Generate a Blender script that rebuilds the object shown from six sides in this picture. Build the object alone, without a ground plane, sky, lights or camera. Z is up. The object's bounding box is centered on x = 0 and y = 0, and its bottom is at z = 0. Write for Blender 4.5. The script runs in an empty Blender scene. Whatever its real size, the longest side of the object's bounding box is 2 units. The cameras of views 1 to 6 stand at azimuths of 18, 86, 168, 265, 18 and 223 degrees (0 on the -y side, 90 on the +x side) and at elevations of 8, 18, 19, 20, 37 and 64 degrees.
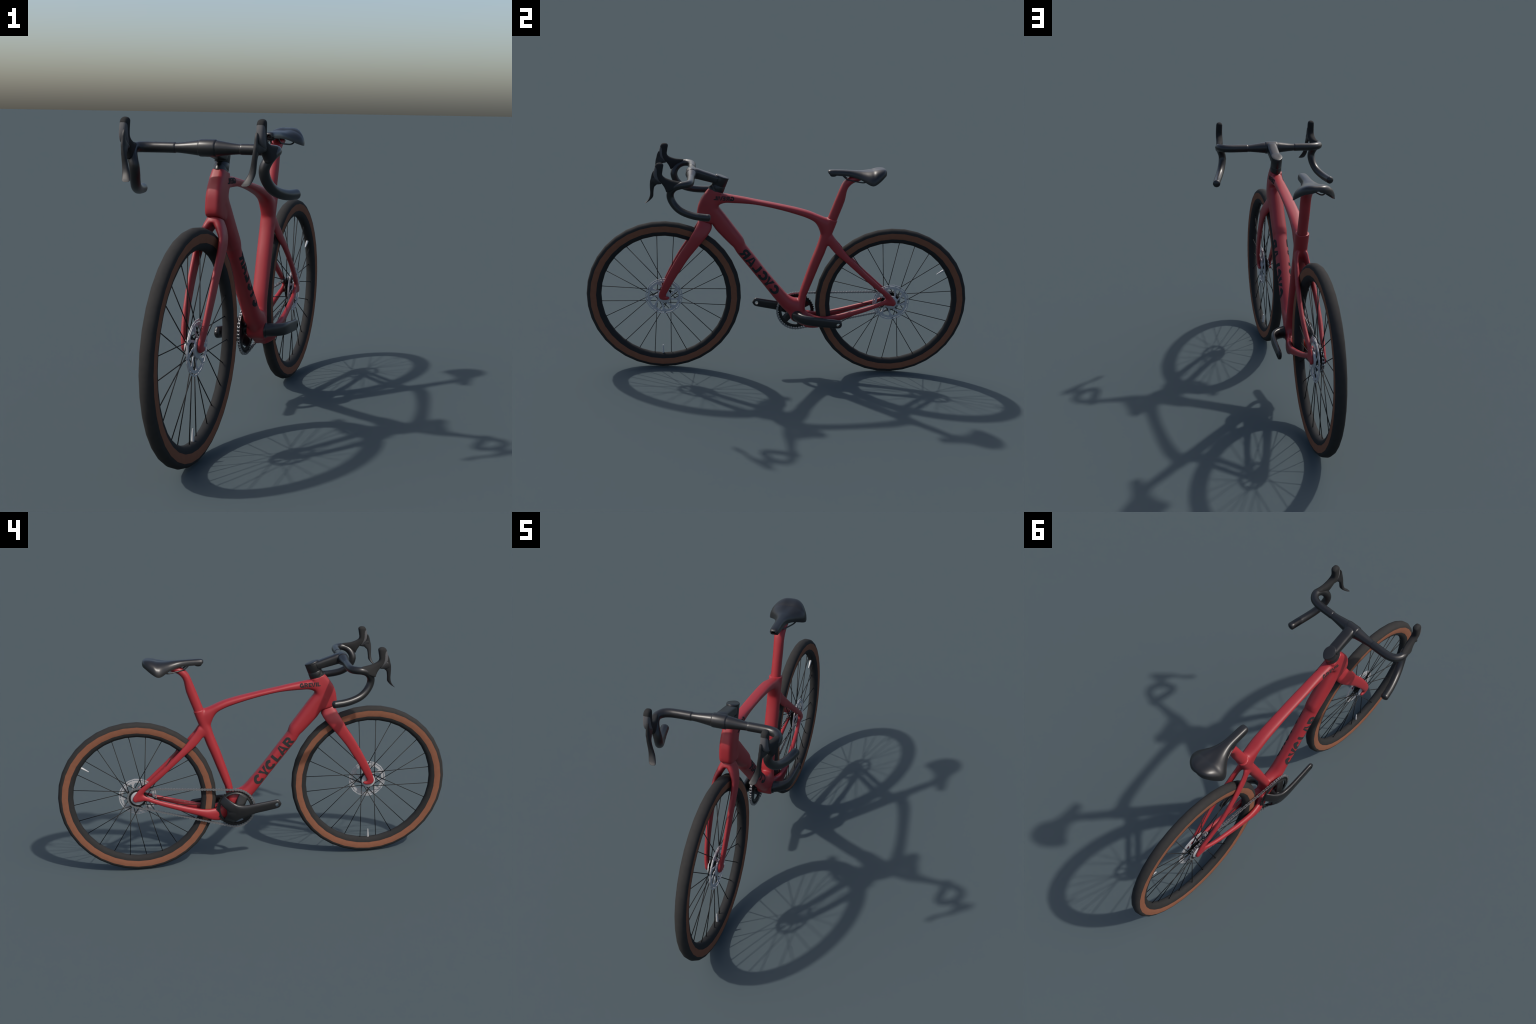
import bpy, bmesh, math
from mathutils import Vector
from mathutils.bvhtree import BVHTree

# ------------------------------------------------------------------ helpers
def lerp(a, b, t): return a + (b - a) * t

def catmull(vals, k):
    """Catmull-Rom resampling of a list of equal-length tuples, k steps per span."""
    n = len(vals); out = []
    for i in range(n - 1):
        p0 = vals[max(i - 1, 0)]; p1 = vals[i]; p2 = vals[i + 1]; p3 = vals[min(i + 2, n - 1)]
        for j in range(k):
            t = j / k
            out.append(tuple(0.5 * ((2 * b) + (c - a) * t + (2 * a - 5 * b + 4 * c - d) * t * t
                                    + (3 * b - a - 3 * c + d) * t ** 3)
                             for a, b, c, d in zip(p0, p1, p2, p3)))
    out.append(tuple(vals[-1]))
    return out

def spow(v, e): return math.copysign(abs(v) ** e, v)

def new_mesh(name, verts, faces, smooth=True):
    me = bpy.data.meshes.new(name)
    me.from_pydata([tuple(v) for v in verts], [], faces)
    me.update()
    if smooth:
        me.polygons.foreach_set("use_smooth", [True] * len(me.polygons))
    return me

def fix_normals(me):
    bm = bmesh.new(); bm.from_mesh(me)
    bmesh.ops.recalc_face_normals(bm, faces=bm.faces)
    bm.to_mesh(me); bm.free()
    return me

def rings_mesh(name, rings, closed=False, caps=True):
    """Skin a list of equal-sized rings."""
    n = len(rings[0]); verts = [p for r in rings for p in r]; faces = []
    m = len(rings)
    for i in range(m if closed else m - 1):
        a, b = i * n, ((i + 1) % m) * n
        for j in range(n):
            faces.append((a + j, a + (j + 1) % n, b + (j + 1) % n, b + j))
    if caps and not closed:
        faces.append(tuple(range(n)))
        faces.append(tuple(reversed(range((m - 1) * n, m * n))))
    return fix_normals(new_mesh(name, verts, faces))

def slim(s, expo):
    """Profiles are read from raised side cameras: take the part that the width adds off the height."""
    ya, za, yb, zb, xc, wa, wb = s
    H = math.hypot(ya - yb, za - zb) / 2
    if H < 1e-5: return s
    nz = abs(za - zb) / (2 * H); q = expo / (expo - 1); w = (wa + wb) / 2 * .344 * nz
    h = max(H ** q - w ** q, (.6 * H) ** q) ** (1 / q); f = h / H
    cy, cz = (ya + yb) / 2, (za + zb) / 2
    return (cy + (ya - cy) * f, cz + (za - cz) * f, cy + (yb - cy) * f, cz + (zb - cz) * f, xc, wa, wb)

def loft(name, st, side=1, k=4, n=28, expo=2.3, round_ends=(0, 0), raised=False):
    """Loft through sections that each span two points of the (y, z) profile.
    st: (ya, za, yb, zb, xc, wa, wb) -- wa / wb half widths at the two profile edges."""
    st = [s if len(s) == 7 else (s[0], s[1], s[2], s[3], s[4], s[5], s[5]) for s in st]
    if raised: st = [slim(s, expo) for s in st]
    pts = catmull(st, k)
    rings = []
    def ring(s, f=1.0, off=(0, 0)):
        ya, za, yb, zb, xc, wa, wb = s
        cy, cz = (ya + yb) / 2 + off[0], (za + zb) / 2 + off[1]
        uy, uz = (ya - yb) / 2 * f, (za - zb) / 2 * f
        r = []
        for j in range(n):
            a = 2 * math.pi * j / n
            c, sn = spow(math.cos(a), 2 / expo), spow(math.sin(a), 2 / expo)
            w = lerp(wb, wa, (c + 1) / 2) * f
            r.append(((xc + w * sn) * side, cy + uy * c, cz + uz * c))
        return r
    def endcap(s0, s1, depth):
        c0 = ((s0[0] + s0[2]) / 2, (s0[1] + s0[3]) / 2); c1 = ((s1[0] + s1[2]) / 2, (s1[1] + s1[3]) / 2)
        d = (c0[0] - c1[0], c0[1] - c1[1]); l = math.hypot(*d) or 1
        d = (d[0] / l, d[1] / l)
        return [ring(s0, math.sqrt(max(0.0, 1 - q * q)) if q < 1 else 0.02, (d[0] * depth * q, d[1] * depth * q))
                for q in (0.35, 0.65, 0.85, 0.96, 1.0)]
    body = [ring(s) for s in pts]
    if round_ends[0]: rings += list(reversed(endcap(pts[0], pts[1], round_ends[0])))
    rings += body
    if round_ends[1]: rings += endcap(pts[-1], pts[-2], round_ends[1])
    return rings_mesh(name, rings)

def sweep(name, path, radii, n=20, k=6, dome=True, flat=1.0):
    """Round tube along a 3D path, with its own radius at each point."""
    data = catmull([tuple(p) + (r,) for p, r in zip(path, radii)], k)
    P = [Vector(d[:3]) for d in data]; R = [d[3] for d in data]
    tang = []
    for i in range(len(P)):
        tang.append((P[min(i + 1, len(P) - 1)] - P[max(i - 1, 0)]).normalized())
    up = Vector((0, 0, 1)) if abs(tang[0].z) < 0.9 else Vector((1, 0, 0))
    u = (up - tang[0] * up.dot(tang[0])).normalized()
    rings = []
    def ring(c, u, t, r):
        w = t.cross(u)
        return [c + u * (r * math.cos(a)) + w * (r * flat * math.sin(a)) for a in (2 * math.pi * j / n for j in range(n))]
    frames = []
    for p, t, r in zip(P, tang, R):
        u = (u - t * u.dot(t)).normalized()
        frames.append((p, u.copy(), t, r))
    if dome:
        p, uu, t, r = frames[0]
        for q in (0.98, 0.8, 0.45): rings.append(ring(p - t * r * 0.5 * q, uu, t, r * math.sqrt(1 - q * q)))
    for f in frames: rings.append(ring(f[0], f[1], f[2], f[3]))
    if dome:
        p, uu, t, r = frames[-1]
        for q in (0.45, 0.8, 0.98): rings.append(ring(p + t * r * 0.5 * q, uu, t, r * math.sqrt(1 - q * q)))
    return rings_mesh(name, rings)

def lathe_x(name, prof, seg, closed_prof=True, phase=0.0):
    """Revolve (x, r) profile about the x axis."""
    rings = []
    for i in range(seg):
        a = phase + 2 * math.pi * i / seg
        rings.append([(x, r * math.cos(a), r * math.sin(a)) for x, r in prof])
    n = len(prof); verts = [p for r in rings for p in r]; faces = []
    for i in range(seg):
        a, b = i * n, ((i + 1) % seg) * n
        for j in range(n if closed_prof else n - 1):
            faces.append((a + j, a + (j + 1) % n, b + (j + 1) % n, b + j))
    return fix_normals(new_mesh(name, verts, faces))

def join_meshes(name, meshes):
    bm = bmesh.new()
    for m in meshes: bm.from_mesh(m)
    me = bpy.data.meshes.new(name); bm.to_mesh(me); bm.free()
    for m in meshes: bpy.data.meshes.remove(m)
    return me

def link(ob):
    bpy.context.scene.collection.objects.link(ob); return ob

def obj(name, me, mat=None, parent=None):
    ob = link(bpy.data.objects.new(name, me))
    if mat is not None and me is not None:
        if len(me.materials) == 0: me.materials.append(mat)
    if parent is not None: ob.parent = parent
    return ob

def empty(name, parent=None, loc=(0, 0, 0)):
    ob = link(bpy.data.objects.new(name, None)); ob.empty_display_size = 0.05
    ob.location = loc
    if parent is not None: ob.parent = parent
    return ob

def auto_smooth(me, deg=35):
    """Shade smooth, with sharp edges above an angle."""
    bm = bmesh.new(); bm.from_mesh(me)
    for f in bm.faces: f.smooth = True
    lim = math.radians(deg)
    for e in bm.edges:
        e.smooth = not (len(e.link_faces) == 2 and e.calc_face_angle(0) > lim)
    bm.to_mesh(me); bm.free(); return me

def evaluated(me, mods):
    ob = link(bpy.data.objects.new("work", me))
    for kind, props in mods:
        m = ob.modifiers.new(kind, kind)
        for k_, v in props.items(): setattr(m, k_, v)
    dg = bpy.context.evaluated_depsgraph_get(); dg.update()
    out = bpy.data.meshes.new_from_object(ob.evaluated_get(dg))
    bpy.data.objects.remove(ob); bpy.data.meshes.remove(me)
    return out

def fuse(name, meshes, voxel, smooth_it, joints=(), swell=0.0003):
    """Union of overlapping lofts into one skin; joints (centre, radius, iterations) are blended further."""
    me = join_meshes(name, meshes)
    me = evaluated(me, [("REMESH", dict(mode='VOXEL', voxel_size=voxel, use_smooth_shade=True)),
                        ("SMOOTH", dict(factor=0.5, iterations=smooth_it))])
    for v, nrm in [(v, v.normal.copy()) for v in me.vertices]: v.co += nrm * swell
    if joints:
        ob = link(bpy.data.objects.new("work", me)); vg = ob.vertex_groups.new(name="joint")
        for v in me.vertices:
            q = Vector((abs(v.co.x), v.co.y, v.co.z)); w = 0
            for c, r in joints:
                d = (q - Vector(c)).length / r
                if d < 1: w = max(w, min(1, (1 - d) * 2.2))
            if w > 0: vg.add([v.index], w, 'REPLACE')
        m = ob.modifiers.new("soften", 'SMOOTH'); m.factor = .5; m.iterations = 90; m.vertex_group = "joint"
        dg = bpy.context.evaluated_depsgraph_get(); dg.update()
        out = bpy.data.meshes.new_from_object(ob.evaluated_get(dg))
        bpy.data.objects.remove(ob); bpy.data.meshes.remove(me); me = out
    me.name = name
    return me

def split_regions(me, regions, mat, parent, classify):
    """Separate one smooth skin into named parts that keep the whole body's normals."""
    normals = [v.normal.copy() for v in me.vertices]
    groups = {}
    for p in me.polygons: groups.setdefault(classify(p.center), []).append(p)
    for key, polys in groups.items():
        ids = {}; verts = []; faces = []; nl = []
        for p in polys:
            f = []
            for v in p.vertices:
                if v not in ids:
                    ids[v] = len(verts); verts.append(me.vertices[v].co.copy()); nl.append(normals[v])
                f.append(ids[v])
            faces.append(f)
        part = new_mesh(key, verts, faces)
        part.normals_split_custom_set_from_vertices(nl)
        obj(key.split("#")[0], part, mat[key] if isinstance(mat, dict) else mat, parent)

# ---------------------------------------------------------------- materials
def material(name, rgb, rough=0.5, metal=0.0, spec=0.5, grain=0.0, gscale=60, bump=0.0, bscale=300, coat=0.0, vary=0.0):
    m = bpy.data.materials.new(name); m.use_nodes = True
    nt = m.node_tree; b = nt.nodes["Principled BSDF"]
    b.inputs["Roughness"].default_value = rough
    b.inputs["Metallic"].default_value = metal
    b.inputs["Specular IOR Level"].default_value = spec
    b.inputs["Coat Weight"].default_value = coat
    tc = nt.nodes.new("ShaderNodeTexCoord")
    nz = nt.nodes.new("ShaderNodeTexNoise"); nz.inputs["Scale"].default_value = gscale; nz.inputs["Detail"].default_value = 4
    nt.links.new(tc.outputs["Object"], nz.inputs["Vector"])
    ramp = nt.nodes.new("ShaderNodeValToRGB")
    lo = tuple(c * (1 - grain) for c in rgb); hi = tuple(min(1, c * (1 + grain)) for c in rgb)
    ramp.color_ramp.elements[0].position = 0.3; ramp.color_ramp.elements[1].position = 0.7
    ramp.color_ramp.elements[0].color = (*lo, 1); ramp.color_ramp.elements[1].color = (*hi, 1)
    nt.links.new(nz.outputs["Fac"], ramp.inputs["Fac"])
    nt.links.new(ramp.outputs["Color"], b.inputs["Base Color"])
    if bump:
        n2 = nt.nodes.new("ShaderNodeTexNoise"); n2.inputs["Scale"].default_value = bscale
        nt.links.new(tc.outputs["Object"], n2.inputs["Vector"])
        bp = nt.nodes.new("ShaderNodeBump"); bp.inputs["Strength"].default_value = bump; bp.inputs["Distance"].default_value = 0.001
        nt.links.new(n2.outputs["Fac"], bp.inputs["Height"]); nt.links.new(bp.outputs["Normal"], b.inputs["Normal"])
    return m

RED = material("red_paint", (0.255, 0.016, 0.021), rough=0.48, spec=0.45, grain=0.02)
BLACK = material("black_carbon", (0.010, 0.010, 0.0105), rough=0.36, spec=0.45, grain=0.05)
LEVER_MAT = material("lever_black", (0.011, 0.011, 0.0115), rough=0.5, spec=0.35, grain=0.05)
TAPE = material("bar_tape", (0.010, 0.010, 0.0105), rough=0.36, spec=0.45, grain=0.05)
HOOD = material("hood_rubber", (0.022, 0.022, 0.022), rough=0.8, grain=0.05, spec=0.08)
PANEL = material("grey_panel", (0.070, 0.070, 0.073), rough=0.6, grain=0.02, spec=0.25)
SADDLE = material("saddle_cover", (0.010, 0.010, 0.0105), rough=0.36, spec=0.45, grain=0.05)
TYRE = material("tyre_rubber", (0.026, 0.025, 0.024), rough=0.85, grain=0.06, spec=0.12)
TAN = material("tan_sidewall", (0.175, 0.072, 0.042), rough=0.85, grain=0.05, spec=0.1)
RIM = material("rim_carbon", (0.020, 0.020, 0.020), rough=0.8, spec=0.12, grain=0.05)
SPOKE = material("spoke_black", (0.018, 0.018, 0.018), rough=0.7, spec=0.12)
STEEL = material("brushed_steel", (0.36, 0.36, 0.37), rough=0.5, metal=0.2, spec=0.3, grain=0.04)
CHAIN = material("chain_steel", (0.30, 0.30, 0.305), rough=0.3, metal=0.75, grain=0.04)
SILVER = material("valve_silver", (0.40, 0.40, 0.40), rough=0.4, metal=0.2)
COG = material("cog_black", (0.010, 0.010, 0.010), rough=0.6, spec=0.2, grain=0.05)
INK = material("lettering_ink", (0.024, 0.025, 0.026), rough=0.8, spec=0.08)

bike = empty("road_bicycle")
bike["label"] = "red gravel bicycle with tan-wall tyres and black drop handlebar"
bike["category"] = "bicycle"

# -------------------------------------------------------------------- frame
HEAD = [(-.380, .9875, -.314, .9665, 0, .0225, .030), (-.402, .960, -.320, .938, 0, .0255, .032),
        (-.421, .930, -.330, .900, 0, .0275, .034), (-.4325, .900, -.340, .866, 0, .0285, .0342),
        (-.4375, .868, -.347, .838, 0, .0285, .0345), (-.4385, .847, -.353, .818, 0, .028, .0342),
        (-.435, .833, -.3575, .806, 0, .0265, .033), (-.427, .8265, -.361, .803, 0, .0235, .030)]
TOP = [(-.345, .967, -.345, .885, 0, .0325), (-.318, .967, -.318, .9035, 0, .0295), (-.295, .9635, -.293, .9105, 0, .027), (-.26, .958, -.258, .9115, 0, .0248),
       (-.20, .9495, -.200, .9105, 0, .0245), (-.14, .9395, -.143, .9065, 0, .025), (-.07, .9285, -.074, .8955, 0, .0255),
       (0, .9165, -.006, .8815, 0, .026), (.06, .9055, .052, .867, 0, .027), (.115, .8930, .102, .853, 0, .028),
       (.150, .8825, .134, .8415, 0, .029), (.18, .871, .163, .826, 0, .030), (.207, .8605, .183, .803, 0, .0305),
       (.233, .851, .196, .775, 0, .0305), (.258, .835, .206, .75, 0, .029)]
SEAT = [(.2312, .8535, .2848, .8395, 0, .0308), (.2245, .832, .2785, .818, 0, .0308), (.214, .800, .269, .787, 0, .0305),
        (.2045, .775, .261, .764, 0, .0305), (.1995, .752, .252, .736, 0, .031), (.193, .722, .2435, .706, 0, .031),
        (.1795, .678, .2295, .660, 0, .031), (.160, .618, .2085, .602, 0, .031), (.1365, .535, .1815, .521, 0, .031),
        (.118, .468, .160, .458, 0, .031), (.110, .43, .149, .425, 0, .032), (.105, .39, .1455, .39, 0, .034),
        (.10, .35, .1445, .35, 0, .0355), (.10, .31, .150, .31, 0, .036)]
DOWN = [(-.348, .925, -.400, .835, 0, .034), (-.329, .897, -.362, .797, 0, .0345), (-.288, .847, -.338, .766, 0, .0345),
        (-.245, .793, -.296, .7235, 0, .0345), (-.212, .752, -.264, .693, 0, .0345), (-.1975, .7325, -.249, .680, 0, .0343),
        (-.189, .714, -.237, .663, 0, .0335), (-.181, .696, -.2245, .644, 0, .0325), (-.13, .634, -.175, .586, 0, .0325),
        (-.085, .578, -.1270, .5295, 0, .0325), (-.035, .5185, -.0800, .4745, 0, .0325), (.017, .461, -.0320, .4165, 0, .033),
        (.050, .427, -.0005, .3795, 0, .034), (.078, .4115, .0265, .3485, 0, .0355), (.105, .405, .056, .320, 0, .0365),
        (.125, .385, .084, .288, 0, .037), (.145, .350, .124, .2585, 0, .036), (.168, .315, .165, .2465, 0, .034),
        (.190, .295, .205, .246, 0, .031)]
CHAINSTAY = [(.13, .335, .15, .247, .012, .022), (.165, .332, .180, .2475, .022, .021), (.20, .324, .212, .254, .0325, .017),
             (.24, .322, .245, .269, .0395, .0140), (.277, .3275, .283, .2875, .0422, .0128), (.337, .343, .343, .3095, .0425, .0116),
             (.40, .3615, .406, .333, .0410, .0106), (.46, .380, .465, .354, .0385, .0098), (.51, .3965, .515, .374, .0350, .0092),
             (.545, .412, .552, .388, .0310, .0086), (.572, .428, .583, .3875, .0285, .0082), (.598, .425, .608, .386, .0275, .008)]
SEATSTAY = [(.255, .768, .222, .712, .0120, .0180), (.265, .762, .243, .706, .0190, .0120), (.278, .745, .256, .6905, .0235, .0090),
            (.297, .721, .273, .6745, .0265, .0088), (.329, .6845, .304, .650, .0300, .0094),
            (.362, .650, .338, .624, .0340, .0093), (.41, .604, .390, .5800, .0368, .0092),
            (.45, .566, .433, .543, .0375, .0092), (.49, .532, .475, .507, .0365, .0092), (.535, .493, .520, .471, .0330, .0090),
            (.565, .4695, .550, .448, .0303, .0088), (.590, .449, .566, .427, .0285, .0084), (.607, .430, .578, .405, .0275, .0082),
            (.6195, .414, .592, .392, .0275, .008), (.623, .401, .606, .3855, .0275, .0072)]

parts = [loft("h", HEAD, expo=4.2, k=5, n=48), loft("t", TOP, expo=2.6, raised=True), loft("s", SEAT, expo=2.35, raised=True),
         loft("d", DOWN, expo=2.4, raised=True)]
# bottom bracket shell: a drum across the frame
drum = [(-.0365, .0), (-.0365, .033), (-.034, .0365), (-.028, .038), (.028, .038), (.034, .0365), (.0365, .033), (.0365, .0)]
bb = lathe_x("bb", [(x, max(r, 1e-4)) for x, r in drum], 40, closed_prof=False)
for v in bb.vertices: v.co.y += .1035; v.co.z += .318
parts.append(bb)
for sd in (1, -1):
    parts += [loft("c", CHAINSTAY, sd, expo=2.3, round_ends=(0, .004), raised=True), loft("y", SEATSTAY, sd, expo=2.3, round_ends=(0, .004), raised=True)]
JOINTS = [((0, -.325, .915), .060), ((.02, -.335, .90), .055), ((.02, -.352, .82), .050), ((.01, .205, .800), .075), ((.02, .252, .712), .055), ((0, .29, .72), .03),
          ((.01, .098, .405), .065), ((.02, .105, .345), .085), ((.02, .10, .285), .055), ((.025, .18, .285), .055), ((.0275, .565, .412), .028)]
frame_me = fuse("frame_skin", parts, 0.0024, 5, JOINTS)
frame_bvh = BVHTree.FromPolygons([v.co.copy() for v in frame_me.vertices], [tuple(p.vertices) for p in frame_me.polygons])

def centreline(st): return [Vector((s[4], (s[0] + s[2]) / 2, (s[1] + s[3]) / 2)) for s in st]
def seg_dist(p, line):
    best = 9
    for a, b in zip(line[:-1], line[1:]):
        ab = b - a; t = max(0, min(1, (p - a).dot(ab) / ab.length_squared))
        best = min(best, (p - a - ab * t).length)
    return best
LINES = [("head_tube", centreline(HEAD), .95), ("top_tube", centreline(TOP)[1:-1], 1.5), ("seat_tube", centreline(SEAT)[:-3], 1.35),
         ("down_tube", centreline(DOWN)[1:-5], 1.15)]
CS, SS = centreline(CHAINSTAY)[2:], centreline(SEATSTAY)[2:]
BBC = [Vector((-.03, .1035, .318)), Vector((.03, .1035, .318))]
def classify(c):
    q = Vector((abs(c.x), c.y, c.z))
    cand = [(seg_dist(Vector((0, c.y, c.z)), l) * w, nme) for nme, l, w in LINES]
    cand.append((seg_dist(Vector((c.x, c.y, c.z)), BBC) * .9, "bottom_bracket_shell"))
    tag = "#r" if c.x > 0 else "#l"
    cand.append((seg_dist(q, CS) * 1.9, "chain_stay" + tag)); cand.append((seg_dist(q, SS) * 1.9, "seat_stay" + tag))
    return min(cand)[1]
frame = empty("frame", bike)
split_regions(frame_me, None, RED, frame, classify)

# -------------------------------------------------------------- lettering
def arc(cx, cy, rx, ry, a0, a1, n, ew=1.0):
    return [(cx + rx * math.cos(math.radians(lerp(a0, a1, i / n))), cy + ry * math.sin(math.radians(lerp(a0, a1, i / n)))) for i in range(n + 1)]
def bar(x0, y0, x1, y1, n=10): return ([(lerp(x0, x1, i / n), y0) for i in range(n + 1)], [(lerp(x0, x1, i / n), y1) for i in range(n + 1)])
def vbar(x0, y0, x1, y1, n=10): return ([(x0, lerp(y0, y1, i / n)) for i in range(n + 1)], [(x1, lerp(y0, y1, i / n)) for i in range(n + 1)])
def quad(a, b, c, d, n=8):
    return ([(lerp(a[0], b[0], i / n), lerp(a[1], b[1], i / n)) for i in range(n + 1)],
            [(lerp(d[0], c[0], i / n), lerp(d[1], c[1], i / n)) for i in range(n + 1)])
# glyphs on a cap height of 1, heavy grotesque strokes; each piece is a strip between two rails
def glyph(ch):
    t = .335
    if ch == "C": return 1.12, [(arc(.56, .5, .57, .53, 42, 318, 30), arc(.56, .5, .57 - t, .53 - t * .9, 36, 324, 30))]
    if ch == "G":
        return 1.12, [(arc(.56, .5, .57, .53, 40, 325, 30), arc(.56, .5, .57 - t, .53 - t * .9, 34, 318, 30)),
                      bar(.60, .30, 1.10, .53, 6), vbar(.86, -.02, 1.10, .30, 5)]
    if ch == "L": return .80, [vbar(0, .24, t, 1), bar(0, 0, .80, .24)]
    if ch == "I": return t, [vbar(0, 0, t, 1)]
    if ch == "E": return .82, [vbar(0, 0, t, 1), bar(t, 0, .82, .23), bar(t, .39, .78, .61), bar(t, .77, .82, 1)]
    if ch == "V": return 1.06, [quad((0, 1), (.36, 0), (.53, .0), (.33, 1)), quad((.53, 0), (.73, 1), (1.06, 1), (.70, 0))]
    if ch == "Y": return 1.08, [vbar(.54 - t / 2, 0, .54 + t / 2, .42), quad((0, 1), (.54 - t / 2, .42), (.54, .42), (.36, 1)),
                                quad((.54, .42), (.72, 1), (1.08, 1), (.54 + t / 2, .42))]
    if ch == "A": return 1.14, [quad((0, 0), (.38, 1), (.57, 1), (.33, 0)), quad((.57, 1), (.76, 1), (1.14, 0), (.81, 0)),
                                bar(.36, .16, .78, .38, 6)]
    if ch == "R":
        return 1.0, [vbar(0, 0, t, 1), bar(t, .77, .60, 1, 5), bar(t, .38, .60, .60, 5),
                     (arc(.60, .69, .36, .31, 90, -90, 14), arc(.60, .69, .06, .085, 90, -90, 14)),
                     quad((.45, .38), (.64, 0), (1.0, 0), (.78, .40))]
    return 0, []

def lettering(name, letters, origin, base, up, height, side, parent):
    """letters: (char, start, width) along the baseline; strips are wrapped on the frame skin."""
    verts, faces = [], []
    lift = 0.0006; idx = 0
    def put(s, h, off):
        y = origin[0] + base[0] * s + up[0] * h; z = origin[1] + base[1] * s + up[1] * h
        hit, nrm, _, _ = frame_bvh.ray_cast(Vector((.2 * side, y, z)), Vector((-side, 0, 0)))
        if hit is None: hit, nrm, _, _ = frame_bvh.find_nearest(Vector((.02 * side, y, z)))
        if nrm.x * side < 0: nrm = -nrm
        return hit + nrm * off
    for ch, start, width in letters:
        gw, pieces = glyph(ch)
        for A, B in pieces:
            idx += 1; off = lift + (idx % 5) * 0.00008
            m = 7; n = len(A); base_i = len(verts)
            for layer in (off, -0.0010):
                for i in range(n):
                    for j in range(m + 1):
                        gx = lerp(A[i][0], B[i][0], j / m) / gw; gy = lerp(A[i][1], B[i][1], j / m)
                        verts.append(put(start + gx * width, gy * height, layer))
            w = m + 1; L = n * w
            for i in range(n - 1):
                for j in range(m):
                    a = base_i + i * w + j
                    faces.append((a, a + 1, a + w + 1, a + w)); faces.append((L + a, L + a + w, L + a + w + 1, L + a + 1))
            rim = [i * w for i in range(n)] + [(n - 1) * w + j for j in range(1, w)] + [i * w + m for i in range(n - 2, -1, -1)] + [j for j in range(m - 1, 0, -1)]
            for q in range(len(rim)):
                a, b = base_i + rim[q], base_i + rim[(q + 1) % len(rim)]
                faces.append((a, b, b + L, a + L))
    me = auto_smooth(fix_normals(new_mesh(name, verts, faces)), 40)
    obj(name, me, INK, parent)

bd = Vector((-.645, .764)).normalized(); ud = (bd.y, -bd.x)
for sd in (1, -1):
    lettering("lettering", [("C", -.1570, .0535), ("Y", -.1060, .0500), ("C", -.0605, .0545), ("L", -.0020, .0375),
                            ("A", .0400, .0510), ("R", .0940, .0460)], (-.1262, .5482), bd, ud, .0440, sd, frame)
    lettering("lettering", [("G", .2520, .0215), ("R", .2752, .0185), ("E", .2960, .0145), ("V", .3105, .0200),
                            ("I", .3315, .0062), ("L", .3400, .0155)], (0, .9215), Vector((-1, .033)), (.03, 1.0), .0205, sd, frame)

# --------------------------------------------------------------------- fork
BLADE = [(-.4245, .8255, -.364, .8055, .006, .0205), (-.431, .812, -.360, .790, .013, .0190), (-.4385, .796, -.3625, .775, .0215, .0170),
         (-.4455, .780, -.3725, .757, .0305, .0142), (-.4525, .766, -.384, .741, .0372, .0120), (-.464, .746, -.402, .718, .0420, .0106),
         (-.488, .701, -.435, .6755, .0436, .0098), (-.520, .649, -.477, .6175, .0430, .0094), (-.550, .593, -.510, .562, .0420, .0091),
         (-.5775, .537, -.540, .511, .0400, .0088), (-.600, .485, -.5635, .465, .0370, .0086), (-.6155, .445, -.580, .4325, .0330, .0083),
         (-.6235, .418, -.5875, .4145, .0298, .0080), (-.6245, .403, -.585, .4045, .0283, .0078), (-.616, .3905, -.578, .4045, .028, .0075),
         (-.600, .3860, -.572, .4025, .028, .0070), (-.583, .3870, -.5685, .399, .028, .0064)]
CROWN = [(-.4245, .8255, -.364, .8055, 0, .0265), (-.431, .814, -.3615, .793, 0, .026), (-.436, .806, -.365, .780, 0, .022)]
fparts = [loft("cr", CROWN, expo=2.5)]
for sd in (1, -1): fparts.append(loft("bl", BLADE, sd, expo=2.5, round_ends=(0, .003), raised=True))
fork_me = fuse("fork_skin", fparts, 0.0021, 5, [((.012, -.412, .788), .045)])
fork = empty("fork", bike)
def classify_fork(c):
    if c.z > .765: return "fork_crown"
    return "fork_blade#r" if c.x > 0 else "fork_blade#l"
split_regions(fork_me, None, RED, fork, classify_fork)

# ----------------------------------------------------------------- seatpost
POST = [(.226, .829, .2775, .815, 0, .0222), (.2355, .857, .2832, .843, 0, .0222), (.255, .918, .3025, .903, 0, .0222),
        (.2665, .953, .3145, .944, 0, .0226), (.2765, .983, .3190, .9720, 0, .0229), (.2845, .9955 + .0115, .3225, .9965, 0, .0231),
        (.294, 1.032, .3290, 1.0140, 0, .0236), (.3065, 1.0515, .3385, 1.0265, 0, .0241), (.3215, 1.066, .3510, 1.0375, 0, .0244),
        (.339, 1.0765, .366, 1.0445, 0, .0244), (.358, 1.080, .3825, 1.0505, 0, .0242), (.378, 1.079, .3965, 1.058, 0, .0225)]
obj("seatpost", loft("seatpost", POST, expo=2.2, n=32, round_ends=(0, .008), raised=True), RED, bike)

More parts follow.
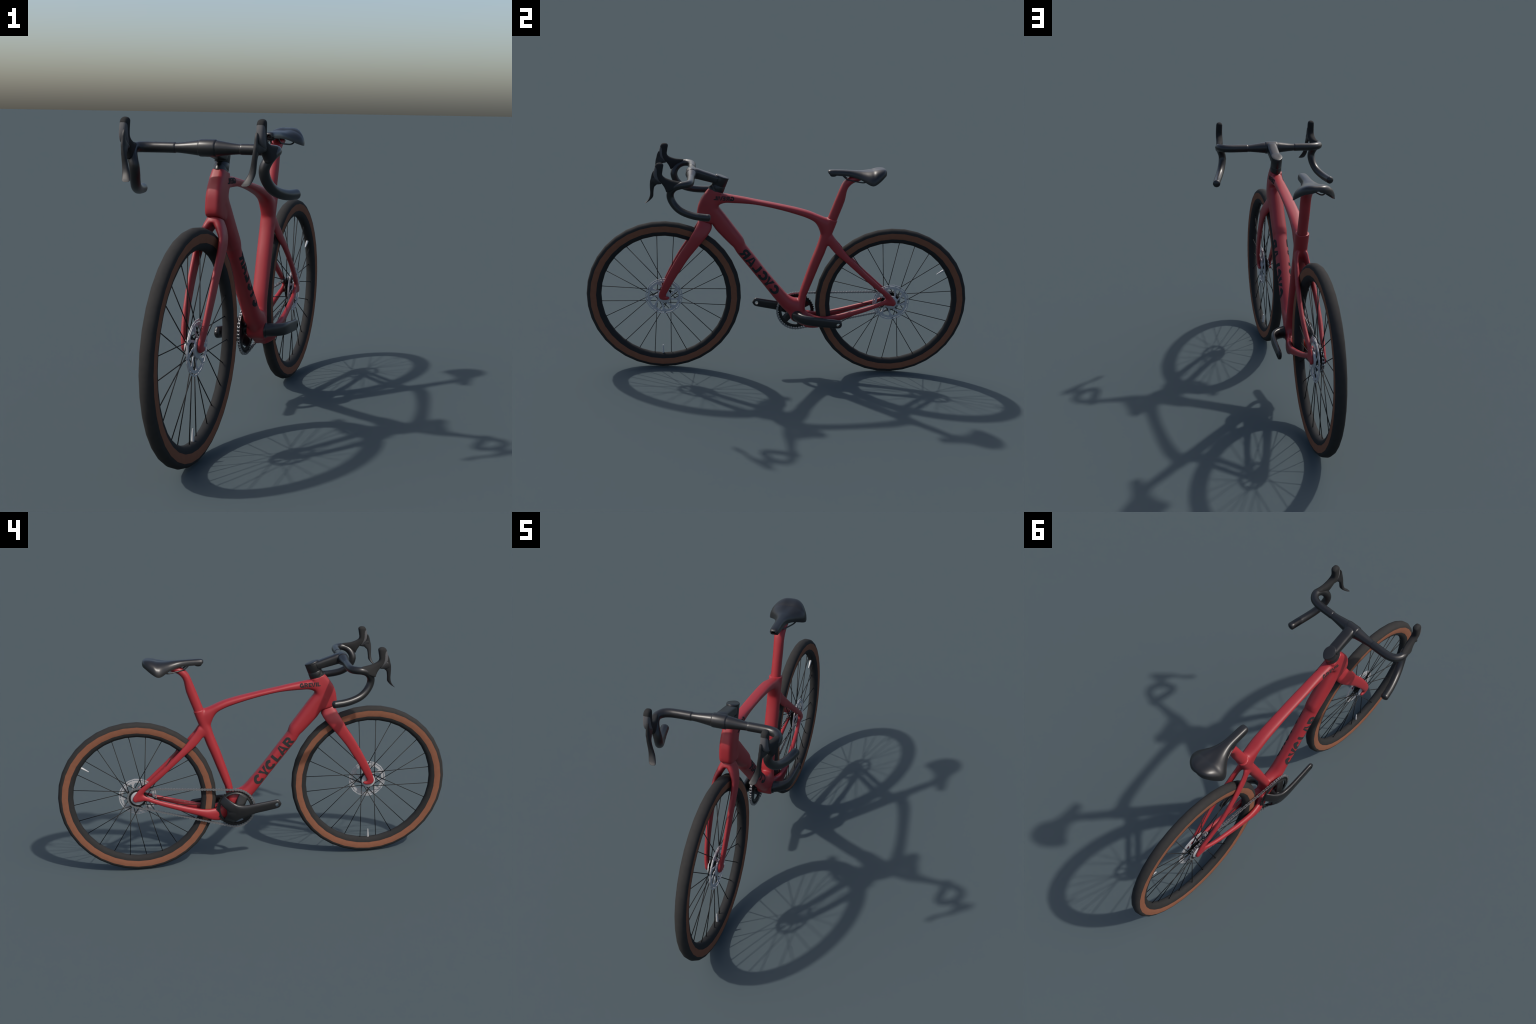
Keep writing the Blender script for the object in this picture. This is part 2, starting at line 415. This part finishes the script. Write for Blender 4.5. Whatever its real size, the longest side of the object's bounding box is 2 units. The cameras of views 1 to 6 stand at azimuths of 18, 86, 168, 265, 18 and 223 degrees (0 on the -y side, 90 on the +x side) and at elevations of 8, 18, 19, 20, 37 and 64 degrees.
# ------------------------------------------------------------------- saddle
# y, half width, rim height, centre height, dome exponent
SAD = [(.2192, .004, 1.0945, 1.097, 2.4), (.2205, .0120, 1.0890, 1.1000, 2.8), (.2245, .0172, 1.0845, 1.1030, 3.0), (.232, .0200, 1.0815, 1.1050, 3.0),
       (.25, .0215, 1.0795, 1.1062, 3.0), (.28, .0220, 1.0785, 1.1064, 3.0), (.31, .0228, 1.0780, 1.1062, 2.9), (.335, .0258, 1.0765, 1.1058, 2.7),
       (.36, .0340, 1.0725, 1.1055, 2.5), (.385, .0475, 1.0655, 1.1056, 2.35), (.405, .0630, 1.0575, 1.1070, 2.3), (.422, .0775, 1.0500, 1.1090, 2.3),
       (.435, .0850, 1.0465, 1.1110, 2.3), (.447, .0872, 1.0470, 1.1130, 2.3), (.460, .0850, 1.0530, 1.1175, 2.4), (.475, .0765, 1.0625, 1.1205, 2.6),
       (.490, .0655, 1.0735, 1.1220, 2.8), (.502, .0530, 1.0830, 1.1215, 3.0), (.511, .0400, 1.0880, 1.1185, 3.0), (.5165, .0270, 1.0915, 1.1130, 2.9), (.5190, .0100, 1.0955, 1.1060, 2.6)]
def saddle_mesh():
    S = catmull(SAD, 4); n = 30; rings = []
    for y, w, ze, zc, p in S:
        w = max(w, .001); top = []
        for i in range(n + 1):
            a = math.pi * i / n
            xx = -math.cos(a); h = math.sin(a)
            x = w * spow(xx, 2 / p if p > 2 else 1.0); z = ze + (zc - ze) * (abs(h) ** (2 / p))
            # shallow channel and hips on the wide rear part
            hip = max(0.0, min(1.0, (w - .04) / .045))
            z -= hip * .0035 * math.exp(-(x / .018) ** 2)
            top.append((x, y, z))
        t = min(.007, (zc - ze) * .5)
        under = []
        for x, yy, z in reversed(top[1:-1]):
            f = x / w
            under.append((x * .93, yy, min(z - t, lerp(z - t, ze + .002, .15))))
        under = [(x, yy, max(z, ze + .0008)) for x, yy, z in under]
        rings.append(top + under)
    return auto_smooth(rings_mesh("saddle", rings), 50)
saddle = obj("saddle", saddle_mesh(), SADDLE, bike)
for sd in (1, -1):
    path = [(.0150, .262, 1.090), (.0165, .280, 1.085), (.0175, .293, 1.0800), (.0190, .306, 1.0690), (.0205, .320, 1.0605), (.0235, .338, 1.0570),
            (.032, .365, 1.0540), (.042, .393, 1.0525), (.049, .412, 1.0580), (.052, .430, 1.0700)]
    obj("saddle_rail", sweep("saddle_rail", [(x * sd, y, z) for x, y, z in path], [.0034] * len(path), n=12), BLACK, saddle)
clip = [(.228, 1.082, .230, 1.0765, 0, .016), (.236, 1.083, .2365, 1.0715, 0, .0175), (.250, 1.083, .2505, 1.0710, 0, .0175), (.262, 1.083, .262, 1.075, 0, .016)]
obj("nose_clip", loft("nose_clip", clip, expo=4), COG, saddle)

# ---------------------------------------------------------- stem and handlebar
stem_st = [(-.470, 1.0885, -.464, 1.0350, 0, .0262), (-.445, 1.0870, -.444, 1.0340, 0, .0260), (-.415, 1.0775, -.412, 1.0270, 0, .0257),
           (-.380, 1.0670, -.380, 1.0205, 0, .0256), (-.350, 1.0575, -.358, 1.0155, 0, .0258)]
def plan_prism(name, outline, axis_pts):
    """Stack a plan outline (u along the stem, x across) between points of the steering axis."""
    rings = []
    for (y, z), sc, du, tilt in axis_pts:
        rings.append([(x * sc, y + (u * sc + du) * .952, z - (u * sc + du) * tilt) for u, x in outline])
    return rings_mesh(name, rings)
drop = []
for i in range(40):
    a = 2 * math.pi * i / 40
    u = math.cos(a) * (.0365 if math.cos(a) > 0 else .0335); wv = .0262
    if math.cos(a) > 0: x = wv * math.sin(a) * (1 - .30 * math.cos(a) ** 2)
    else: x = wv * math.sin(a)
    drop.append((u, x))
# steering axis: up and back; the stack from the head tube to the cap
AX0, AX1 = (-.3430, .9765), (-.3183, 1.0475)
def axp(t): return (lerp(AX0[0], AX1[0], t), lerp(AX0[1], AX1[1], t))
TIL = .31
stem = obj("stem", None, None, bike) if False else None
body = loft("stem", stem_st + [(-.335, 1.0530, -.348, 1.012, 0, .025)], expo=3.4, k=5, n=36)
stack = plan_prism("stk", drop, [(axp(.40), .965, 0, TIL), (axp(.42), 1.0, 0, TIL), (axp(.93), 1.0, 0, TIL), (axp(.95), .985, 0, TIL)])
clamp_prof = [(-.0305, .020), (-.0305, .0272), (-.0285, .0290), (-.024, .0297), (.024, .0297), (.0285, .0290), (.0305, .0272), (.0305, .020)]
clampm = lathe_x("cl", clamp_prof, 40)
for v in clampm.vertices: v.co.y -= .4705; v.co.z += 1.0612
stem = obj("stem", auto_smooth(join_meshes("stem", [body, stack, clampm]), 42), BLACK, bike)
capm = plan_prism("stem_cap", drop, [(axp(.95), .97, 0, TIL), (axp(.97), 1.02, 0, TIL), (axp(1.03), 1.02, 0, TIL), (axp(1.055), .98, 0, TIL), (axp(1.065), .9, 0, TIL), (axp(1.068), .4, 0, TIL)])
obj("stem_cap", auto_smooth(capm, 40), BLACK, stem)
spacer = plan_prism("headset_spacer", drop, [(axp(.05), 1.0, .000, TIL), (axp(.07), 1.02, .000, TIL), (axp(.38), 1.0, 0, TIL), (axp(.395), .97, 0, TIL)])
obj("headset_spacer", auto_smooth(spacer, 40), BLACK, stem)
cover = plan_prism("headset_cover", [(u if u > 0 else u * 1.28, x) for u, x in drop], [(axp(-.04), 1.0, 0, TIL), (axp(.08), .99, 0, TIL), (axp(.20), .92, .002, TIL), (axp(.28), .86, .003, TIL)])
obj("headset_cover", auto_smooth(cover, 40), BLACK, stem)

handlebar = empty("handlebar", bike)
BAR = [(.2475, -.5000, 1.0590), (.2520, -.5200, 1.0568), (.2470, -.5440, 1.0465), (.2370, -.5615, 1.0265), (.2285, -.5675, 1.0020), (.2295, -.5600, .9755), (.2375, -.5390, .9480),
       (.2485, -.5095, .9280), (.262, -.4685, .9160), (.274, -.4250, .9105), (.2835, -.3780, .9100)]
for sd in (1, -1):
    core = [(.0, -.4705, 1.0612), (.031, -.4705, 1.0612), (.060, -.4707, 1.0608), (.090, -.4710, 1.0602), (.112, -.4713, 1.0600), (.122, -.4715, 1.0600)]
    obj("bar_top", sweep("bar_top", [(x * sd, y, z) for x, y, z in core], [.0268, .0266, .0230, .0192, .0174, .0174], n=28, dome=False), BLACK, handlebar)
    tp = [(.1185, -.4715, 1.0600), (.150, -.4715, 1.0600), (.180, -.4718, 1.0598), (.208, -.4740, 1.0597), (.232, -.4825, 1.0597)] + BAR
    obj("grip_tape", sweep("grip_tape", [(x * sd, y, z) for x, y, z in tp], [.0187] * 5 + [.0180] * len(BAR), n=24, k=5), TAPE, handlebar)

# ----------------------------------------------------------- brake levers
HOODS = [(-.512, 1.0735, -.532, 1.0480, .2525, .0110), (-.522, 1.0765, -.560, 1.0300, .2500, .0145), (-.540, 1.0785, -.584, 1.0210, .2455, .0158),
         (-.560, 1.0810, -.5915, 1.0330, .2415, .0162), (-.578, 1.0860, -.5985, 1.0460, .2390, .0160), (-.594, 1.0925, -.611, 1.0610, .2374, .0158),
         (-.6035, 1.1000, -.6255, 1.0695, .2366, .0157), (-.6065, 1.1090, -.6420, 1.0835, .2362, .0156), (-.6055, 1.1210, -.6485, 1.1030, .2360, .0153),
         (-.6035, 1.1370, -.6470, 1.1250, .2358, .0150), (-.6020, 1.1490, -.6430, 1.1430, .2355, .0147), (-.6030, 1.1545, -.6405, 1.1500, .2355, .0138),
         (-.6075, 1.1590, -.6365, 1.1560, .2355, .0115), (-.6130, 1.1615, -.6310, 1.1600, .2355, .0070), (-.6180, 1.1625, -.6250, 1.1620, .2355, .0025)]
LEVER = [(-.6515, 1.1180, -.6480, 1.1160, .2272, .0042), (-.6575, 1.1040, -.6445, 1.1025, .2275, .0056), (-.6610, 1.0870, -.6375, 1.0840, .2275, .0066),
         (-.6645, 1.0730, -.6240, 1.0700, .2275, .0080), (-.6658, 1.0590, -.6320, 1.0530, .2257, .0080), (-.6660, 1.0450, -.6430, 1.0420, .2245, .0083),
         (-.6652, 1.0290, -.6465, 1.0280, .2228, .0087), (-.6640, 1.0110, -.6480, 1.0105, .2205, .0097), (-.6660, .9930, -.6490, .9920, .2172, .0112),
         (-.6712, .9785, -.6560, .9800, .2130, .0130), (-.6805, .9640, -.6690, .9665, .2080, .0143), (-.6870, .9565, -.6800, .9585, .2045, .0140), (-.6890, .9545, -.6840, .9555, .2030, .0110)]
PIVOT = [(-.652, 1.090, -.660, 1.056, .2270, .0078), (-.640, 1.0885, -.642, 1.0530, .2295, .0098), (-.626, 1.079, -.626, 1.0555, .2335, .0118), (-.612, 1.071, -.611, 1.0585, .2362, .0125)]
# rear border of the grey panel on the front of the horn, as (z, y)
BORDER = [(1.060, -.6110), (1.066, -.6110), (1.075, -.6185), (1.083, -.6240), (1.090, -.6270), (1.100, -.6300), (1.112, -.6320), (1.128, -.6325), (1.136, -.6345), (1.142, -.6385), (1.1455, -.6460)]
def on_panel(c):
    if c.z < BORDER[0][0] or c.z > BORDER[-1][0] or c.y > -.6105: return False
    for (z0, y0), (z1, y1) in zip(BORDER[:-1], BORDER[1:]):
        if z0 <= c.z <= z1: return c.y < lerp(y0, y1, (c.z - z0) / (z1 - z0))
    return False
for sd in (1, -1):
    skin = loft("hood_skin", HOODS, sd, expo=2.7, k=14, n=96, raised=True)
    split_regions(skin, None, {"brake_hood": HOOD, "shift_panel": PANEL}, handlebar, lambda c: "shift_panel" if on_panel(c) else "brake_hood")
    lv = join_meshes("brake_lever", [loft("lv", LEVER, sd, expo=2.8, round_ends=(.003, .003), n=32), loft("pv", PIVOT, sd, expo=2.6)])
    obj("brake_lever", lv, LEVER_MAT, handlebar)

# ------------------------------------------------------------------- wheels
WH_Z = .4025; HUB = .034
SEG = 36
tread_prof = [(-.0235, .3815), (-.0225, .3880), (-.0190, .3945), (-.0130, .3990), (-.0060, .4015), (0, .4022), (.0060, .4015), (.0130, .3990),
              (.0190, .3945), (.0225, .3880), (.0235, .3815), (.020, .380), (-.020, .380)]
def wall_prof(s): return [(.0239 * s, .3817), (.0243 * s, .3720), (.0236 * s, .3610), (.0218 * s, .3513), (.0150 * s, .3513), (.0150 * s, .3817)]
rim_prof = [(-.0214, .3515), (-.0205, .3440), (-.0170, .3350), (-.0110, .3285), (-.0040, .3258), (.0040, .3258), (.0110, .3285), (.0170, .3350),
            (.0205, .3440), (.0214, .3515), (.0150, .3560), (-.0150, .3560)]
PH = math.radians(90)
def smooth_polygon_lathe(name, prof, seg, phase=0.0):
    return auto_smooth(lathe_x(name, prof, seg, phase=phase), 50)
def rotor_mesh():
    """Brake disc: thin outer ring with slots, main ring, nine swept arms, centre."""
    nseg = 18; t = .0013; verts, faces = [], []
    def band(pts_in, pts_out, closed):
        b = len(verts); n = len(pts_in)
        for x in (t, -t):
            for p in pts_in: verts.append((x, *p))
            for p in pts_out: verts.append((x, *p))
        m = n if closed else n - 1
        for i in range(m):
            j = (i + 1) % n
            faces.append((b + i, b + j, b + n + j, b + n + i)); o = 2 * n
            faces.append((b + o + i, b + o + n + i, b + o + n + j, b + o + j))
            faces.append((b + n + i, b + n + j, b + o + n + j, b + o + n + i)); faces.append((b + j, b + i, b + o + i, b + o + j))
        if not closed:
            for i in (0, n - 1):
                faces.append((b + i, b + n + i, b + 3 * n + i, b + 2 * n + i))
    def pol(r, a): return (r * math.cos(a), r * math.sin(a))
    A = [2 * math.pi * i / nseg for i in range(nseg)]
    band([pol(.0920, a) for a in A], [pol(.0972, a) for a in A], True)
    band([pol(.0760, a) for a in A], [pol(.0878, a) for a in A], True)
    for i in range(9):
        a = 2 * math.pi * (i + .825) / 9
        band([pol(.0865, a - .03), pol(.0865, a + .03)], [pol(.0925, a - .03), pol(.0925, a + .03)], False)
        # swept arm with a flared root at the ring
        inner, outer = [], []
        for q in range(9):
            u = q / 8; r = lerp(.034, .0775, u); sw = .33 * (1 - u) ** 1.2
            w = lerp(.0048, .0040, u) + .0095 * max(0, (u - .62) / .38) ** 2
            inner.append(pol(r, a - sw - w / r)); outer.append(pol(r, a - sw + w / r))
        band(inner, outer, False)
    me = new_mesh("brake_disc", verts, faces, smooth=False)
    return fix_normals(me)
def hub_meshes(rear):
    ends = []
    black = lathe_x("hub_body", [(-.019, .014), (-.0135, .030), (-.0135, .0365), (-.0100, .0365), (-.0085, .024), (-.005, .015), (.005, .015), (.0085, .024), (.0100, .0365),
                                 (.0125, .0365), (.0125, .030), (.019, .014), (.019, .004), (-.019, .004)], 36)
    for s in (1, -1):
        ends.append(lathe_x("cap", [(.0138 * s, .006), (.0138 * s, .0362), (.0160 * s, .0362), (.0195 * s, .0345), (.0215 * s, .0290), (.0228 * s, .0120), (.0228 * s, .006)], 40))
    return auto_smooth(black, 40), auto_smooth(join_meshes("hub_cap", ends), 40)

SIGN = {112: 1, 127: 1, 142: -1, 157: -1, 82: 1, 97: -1}
def spoke_data():
    """24 spokes, lean pattern repeating every quarter turn, flanges alternating."""
    seq = [1, -1, 1, 1, -1, -1]; out = []
    for k in range(24):
        a = math.radians(82.5 + 15 * k); s = seq[k % 6]
        fl = 1 if k % 2 == 0 else -1
        out.append((a, s, fl))
    return out
def one_spoke():
    return sweep("spoke", [(0, 0, 0), (0, 0, .5), (0, 0, 1)], [.0019, .0019, .0019], n=8, k=1, dome=False)

tread_me = lathe_x("tyre_tread", tread_prof, SEG, phase=PH); auto_smooth(tread_me, 50)
wall_me = auto_smooth(join_meshes("tyre_sidewall", [lathe_x("w1", wall_prof(1), SEG, phase=PH), lathe_x("w2", wall_prof(-1), SEG, phase=PH)]), 50)
rim_me = auto_smooth(lathe_x("rim", rim_prof, SEG, phase=PH), 50)
rotor_me = rotor_mesh(); hub_me, cap_me = hub_meshes(False)
valve_me = lathe_x("valve", [(0, .0001), (0, .0056), (.012, .0054), (.026, .0043), (.036, .0034), (.045, .0024), (.046, .0001)], 16, closed_prof=False)
auto_smooth(valve_me, 40)

def spoke_between(name, p, q, parent):
    return p, q
def make_wheel(name, y, turn, rear):
    """turn rotates the whole wheel about its axle (in degrees, from +y towards +z)."""
    w = empty(name, bike, (0, y, WH_Z))
    w.rotation_euler = (math.radians(turn), 0, 0)
    tyre = obj("tyre", tread_me, TYRE, w)
    obj("tyre_sidewall", wall_me, TAN, w)
    obj("rim", rim_me, RIM, w)
    obj("hub", hub_me, COG, w); obj("hub_cap", cap_me, STEEL, w)
    disc = obj("brake_disc", rotor_me, STEEL, w); disc.location = (.0128, 0, 0)
    v = obj("valve", valve_me, SILVER, w)
    v.location = (0, 0, -.327); v.rotation_euler = (0, -math.pi / 2, 0)
    for a, s, fl in SPOKES:
        rim_p = Vector((.0045 * fl, .3300 * math.cos(a), .3300 * math.sin(a)))
        # tangential anchor on the flange
        b = a - s * SP_TURN
        hub_p = Vector((.0110 * fl, HUB * math.cos(b), HUB * math.sin(b)))
        o = obj("spoke", spoke_me, SPOKE, w)
        d = rim_p - hub_p
        o.location = hub_p; o.rotation_mode = 'QUATERNION'
        o.rotation_quaternion = Vector((0, 0, 1)).rotation_difference(d.normalized())
        o.scale = (1, 1, d.length)
    return w
spoke_me = one_spoke()
SPOKES = spoke_data()
SP_TURN = math.radians(86)
front = make_wheel("front_wheel", -.598, 0, False)
rear = make_wheel("rear_wheel", .598, 124, True)

# ------------------------------------------------- drivetrain: ring, cog, chain
BBY, BBZ = .1035, .318
RING_X, COG_X = -.0445, -.0125
PR_RING, PR_COG = .1016, .0503
def toothed(name, n, r_root, r_tip, r_in, th, phase=0.0):
    verts, faces = [], []
    prof = []
    for i in range(n):
        for f, r in ((-.5, r_root), (-.24, r_root), (-.10, r_tip), (.10, r_tip), (.24, r_root)):
            a = phase + 2 * math.pi * (i + f) / n; prof.append((r * math.cos(a), r * math.sin(a), r_in * math.cos(a), r_in * math.sin(a)))
    m = len(prof)
    for x in (th, -th):
        for p in prof: verts.append((x, p[0], p[1]))
        for p in prof: verts.append((x, p[2], p[3]))
    for i in range(m):
        j = (i + 1) % m
        faces += [(i, j, m + j, m + i), (2 * m + i, 3 * m + i, 3 * m + j, 2 * m + j), (i, 2 * m + i, 2 * m + j, j), (m + i, m + j, 3 * m + j, 3 * m + i)]
    return fix_normals(new_mesh(name, verts, faces, smooth=False))
crankset = empty("crankset", bike)
cr = obj("chainring", toothed("chainring", 44, .0940, .0990, .0835, .0016), COG, crankset)
cr.location = (RING_X, BBY, BBZ)
rim_sp = lathe_x("chainring_carrier", [(-.0035, .0775), (-.0055, .0790), (-.0055, .0835), (-.0030, .0865), (.0030, .0865), (.0030, .0775)], 60)
sp_ob = obj("chainring_carrier", auto_smooth(rim_sp, 40), BLACK, crankset); sp_ob.location = (RING_X - .0005, BBY, BBZ)
cg = obj("sprocket", toothed("sprocket", 22, .0455, .0500, .014, .0014), COG, rear)
rear.rotation_mode = 'XYZ'
cg.location = (COG_X, 0, 0)
cg2 = obj("freehub", auto_smooth(lathe_x("freehub", [(-.0150, .012), (-.0150, .0425), (-.0165, .0435), (-.0165, .012)], 40), 40), COG, rear)

# crank arms (side profile: upper and lower edge, lateral centre, half thickness)
ARM_L = [(-.1270, .3505, -.1270, .3360, -.0915, .0075), (-.1210, .3610, -.1200, .3260, -.0915, .0092), (-.1080, .3675, -.1060, .3200, -.0918, .0102),
         (-.060, .3615, -.060, .3120, -.0925, .0105), (0, .3540, 0, .3025, -.0930, .0110), (.035, .3495, .035, .2925, -.0925, .0115),
         (.070, .3480, .062, .2835, -.0905, .0122), (.098, .3545, .085, .2745, -.0875, .0125), (.118, .3640, .105, .2640, -.0830, .0120), (.137, .3640, .130, .2700, -.0770, .0110), (.150, .345, .148, .288, -.0715, .0095)]
SP_A = [(.090, .352, .106, .305, -.0875, .011), (.112, .3635, .136, .316, -.0820, .0105), (.134, .377, .158, .331, -.0715, .009), (.153, .3910, .178, .350, -.0555, .0070), (.160, .3950, .184, .3570, -.0475, .0055)]
SP_B = [(.080, .280, .108, .332, -.0875, .011), (.096, .266, .138, .312, -.0820, .0105), (.106, .2540, .154, .290, -.0715, .009), (.113, .2440, .162, .2680, -.0555, .0070), (.116, .2390, .166, .2600, -.0475, .0055)]
SP_C = [(.112, .325, .085, .300, -.062, .012), (.100, .352, .058, .330, -.058, .009), (.090, .376, .044, .356, -.053, .0065), (.077, .3985, .035, .3715, -.0485, .0050)]
SP_D = [(.085, .335, .112, .305, -.062, .012), (.055, .305, .090, .280, -.058, .009), (.038, .288, .070, .262, -.053, .0065), (.027, .271, .057, .2470, -.0485, .0050)]
axle = lathe_x("ax", [(-.084, .0001), (-.084, .020), (-.036, .024), (-.036, .0001)], 32, closed_prof=False)
for v in axle.vertices: v.co.y += BBY; v.co.z += BBZ
cp = [loft("a", ARM_L, expo=2.6, round_ends=(.003, 0), k=4), loft("a", SP_A, expo=2.6), loft("a", SP_B, expo=2.6), loft("a", SP_C, expo=2.6), loft("a", SP_D, expo=2.6), axle]
ARM_R = [(.034, .1035, .3200, .0275, .0275), (.050, .109, .3195, .0270, .0230), (.068, .1180, .3190, .0262, .0175), (.084, .1330, .3183, .0256, .0145), (.0955, .153, .3172, .0252, .0125),
         (.1010, .180, .3155, .0250, .0112), (.1025, .215, .3125, .0245, .0105), (.1022, .255, .3085, .0238, .0102), (.1018, .290, .3055, .0236, .0100), (.1018, .314, .3040, .0228, .0098), (.1018, .3265, .3035, .0185, .0090), (.1018, .333, .3032, .0090, .0070)]
def arm_r():
    d = catmull(ARM_R, 5); rings = []
    for i, s in enumerate(d):
        a, b = d[max(i - 1, 0)], d[min(i + 1, len(d) - 1)]
        t = Vector((b[0] - a[0], b[1] - a[1], 0)).normalized(); side = Vector((t.y, -t.x, 0))
        c = Vector(s[:3]); r = []
        for j in range(28):
            q = 2 * math.pi * j / 28; e = 2.0 + min(.8, i * .03)
            r.append(c + Vector((0, 0, 1)) * s[3] * spow(math.cos(q), 2 / e) + side * s[4] * spow(math.sin(q), 2 / e))
        rings.append(r)
    return rings_mesh("crank_arm", rings)
def punch(me, y, z, x0, x1, r):
    """Drill the pedal hole through the arm end and add its bored wall."""
    cut = lathe_x("cut", [(x0, .0001), (x0, r), (x1, r), (x1, .0001)], 28, closed_prof=False)
    for v in cut.vertices: v.co.y += y; v.co.z += z
    co = link(bpy.data.objects.new("cutter", cut)); ob = link(bpy.data.objects.new("drilled", me))
    m = ob.modifiers.new("hole", 'BOOLEAN'); m.operation = 'DIFFERENCE'; m.object = co; m.solver = 'EXACT'
    dg = bpy.context.evaluated_depsgraph_get(); dg.update()
    out = bpy.data.meshes.new_from_object(ob.evaluated_get(dg))
    bpy.data.objects.remove(ob); bpy.data.objects.remove(co); bpy.data.meshes.remove(cut)
    return auto_smooth(out, 45)
left_arm = fuse("crank_spider", cp, .0016, 4)
obj("crank_arm", punch(left_arm, -.1075, .3425, -.12, -.06, .0093), BLACK, crankset)
obj("crank_arm", punch(arm_r(), .3145, .3015, .07, .13, .0093), BLACK, crankset)
collar = lathe_x("axle_collar", [(.0345, .012), (.0345, .0300), (.0400, .0300), (.0415, .0285), (.0415, .012)], 40)
axc = obj("axle_collar", auto_smooth(collar, 40), BLACK, crankset); axc.location = (0, BBY, BBZ)

# chain: two arcs and the two common tangents
def chain_points():
    c1, c2 = Vector((BBY, BBZ)), Vector((.598, WH_Z)); d = c2 - c1; L = d.length
    base = math.atan2(d.y, d.x); off = math.acos((PR_RING - PR_COG) / L)
    def pt(c, r, a): return Vector((c.x + r * math.cos(a), c.y + r * math.sin(a)))
    path = []
    aT, aB = base + off, base - off
    N = 240
    for i in range(N + 1): path.append(pt(c1, PR_RING, aT + (2 * math.pi - 2 * off) * i / N))   # round the front of the ring
    aB2 = aB
    for i in range(N + 1): path.append(pt(c2, PR_COG, aB2 + (2 * off) * i / N))                 # round the back of the cog
    path.append(path[0])
    return path
cpath = chain_points()
lens = [0]
for a, b in zip(cpath[:-1], cpath[1:]): lens.append(lens[-1] + (b - a).length)
NL = 2 * round(lens[-1] / .01432 / 2); pitch = lens[-1] / NL
def along(s):
    s %= lens[-1]
    lo, hi = 0, len(lens) - 1
    while hi - lo > 1:
        mid = (lo + hi) // 2
        if lens[mid] <= s: lo = mid
        else: hi = mid
    t = (s - lens[lo]) / max(lens[hi] - lens[lo], 1e-9)
    return cpath[lo].lerp(cpath[hi], t)
def link_mesh(name, gap, th):
    """Pair of waisted side plates joined by rollers."""
    out = []
    for s in (1, -1):
        n = 10; prof = []
        for i in range(n + 1):
            a = math.radians(lerp(50, 310, i / n)); prof.append((-pitch / 2 + .0053 * math.cos(a), .0053 * math.sin(a)))
        prof.append((0, -.0030))
        for i in range(n + 1):
            a = math.radians(lerp(-130, 130, i / n)); prof.append((pitch / 2 + .0053 * math.cos(a), .0053 * math.sin(a)))
        prof.append((0, .0030))
        m = len(prof); verts = [(s * gap, *p) for p in prof] + [(s * (gap + th), *p) for p in prof]
        faces = [tuple(range(m)), tuple(range(2 * m - 1, m - 1, -1))] + [(i, (i + 1) % m, m + (i + 1) % m, m + i) for i in range(m)]
        out.append(fix_normals(new_mesh("pl", verts, faces, smooth=False)))
    for e in (-1, 1):
        ro = lathe_x("ro", [(-gap * .98, .0001), (-gap * .98, .0035), (gap * .98, .0035), (gap * .98, .0001)], 10, closed_prof=False)
        for v in ro.vertices: v.co.y += e * pitch / 2
        out.append(ro)
    return auto_smooth(join_meshes(name, out), 40)
chain = empty("chain", bike)
inner_me = link_mesh("chain_link_inner", .0022, .0011); outer_me = link_mesh("chain_link_outer", .0035, .0011)
for i in range(NL):
    a, b = along(i * pitch), along((i + 1) * pitch); c = (a + b) / 2
    o = obj("chain_link", inner_me if i % 2 else outer_me, CHAIN, chain)
    f = max(0, min(1, (c.x - BBY) / (.598 - BBY)))
    o.location = (lerp(RING_X, COG_X, f), c.x, c.y)
    o.rotation_euler = (math.atan2(b.y - a.y, b.x - a.x), 0, 0)
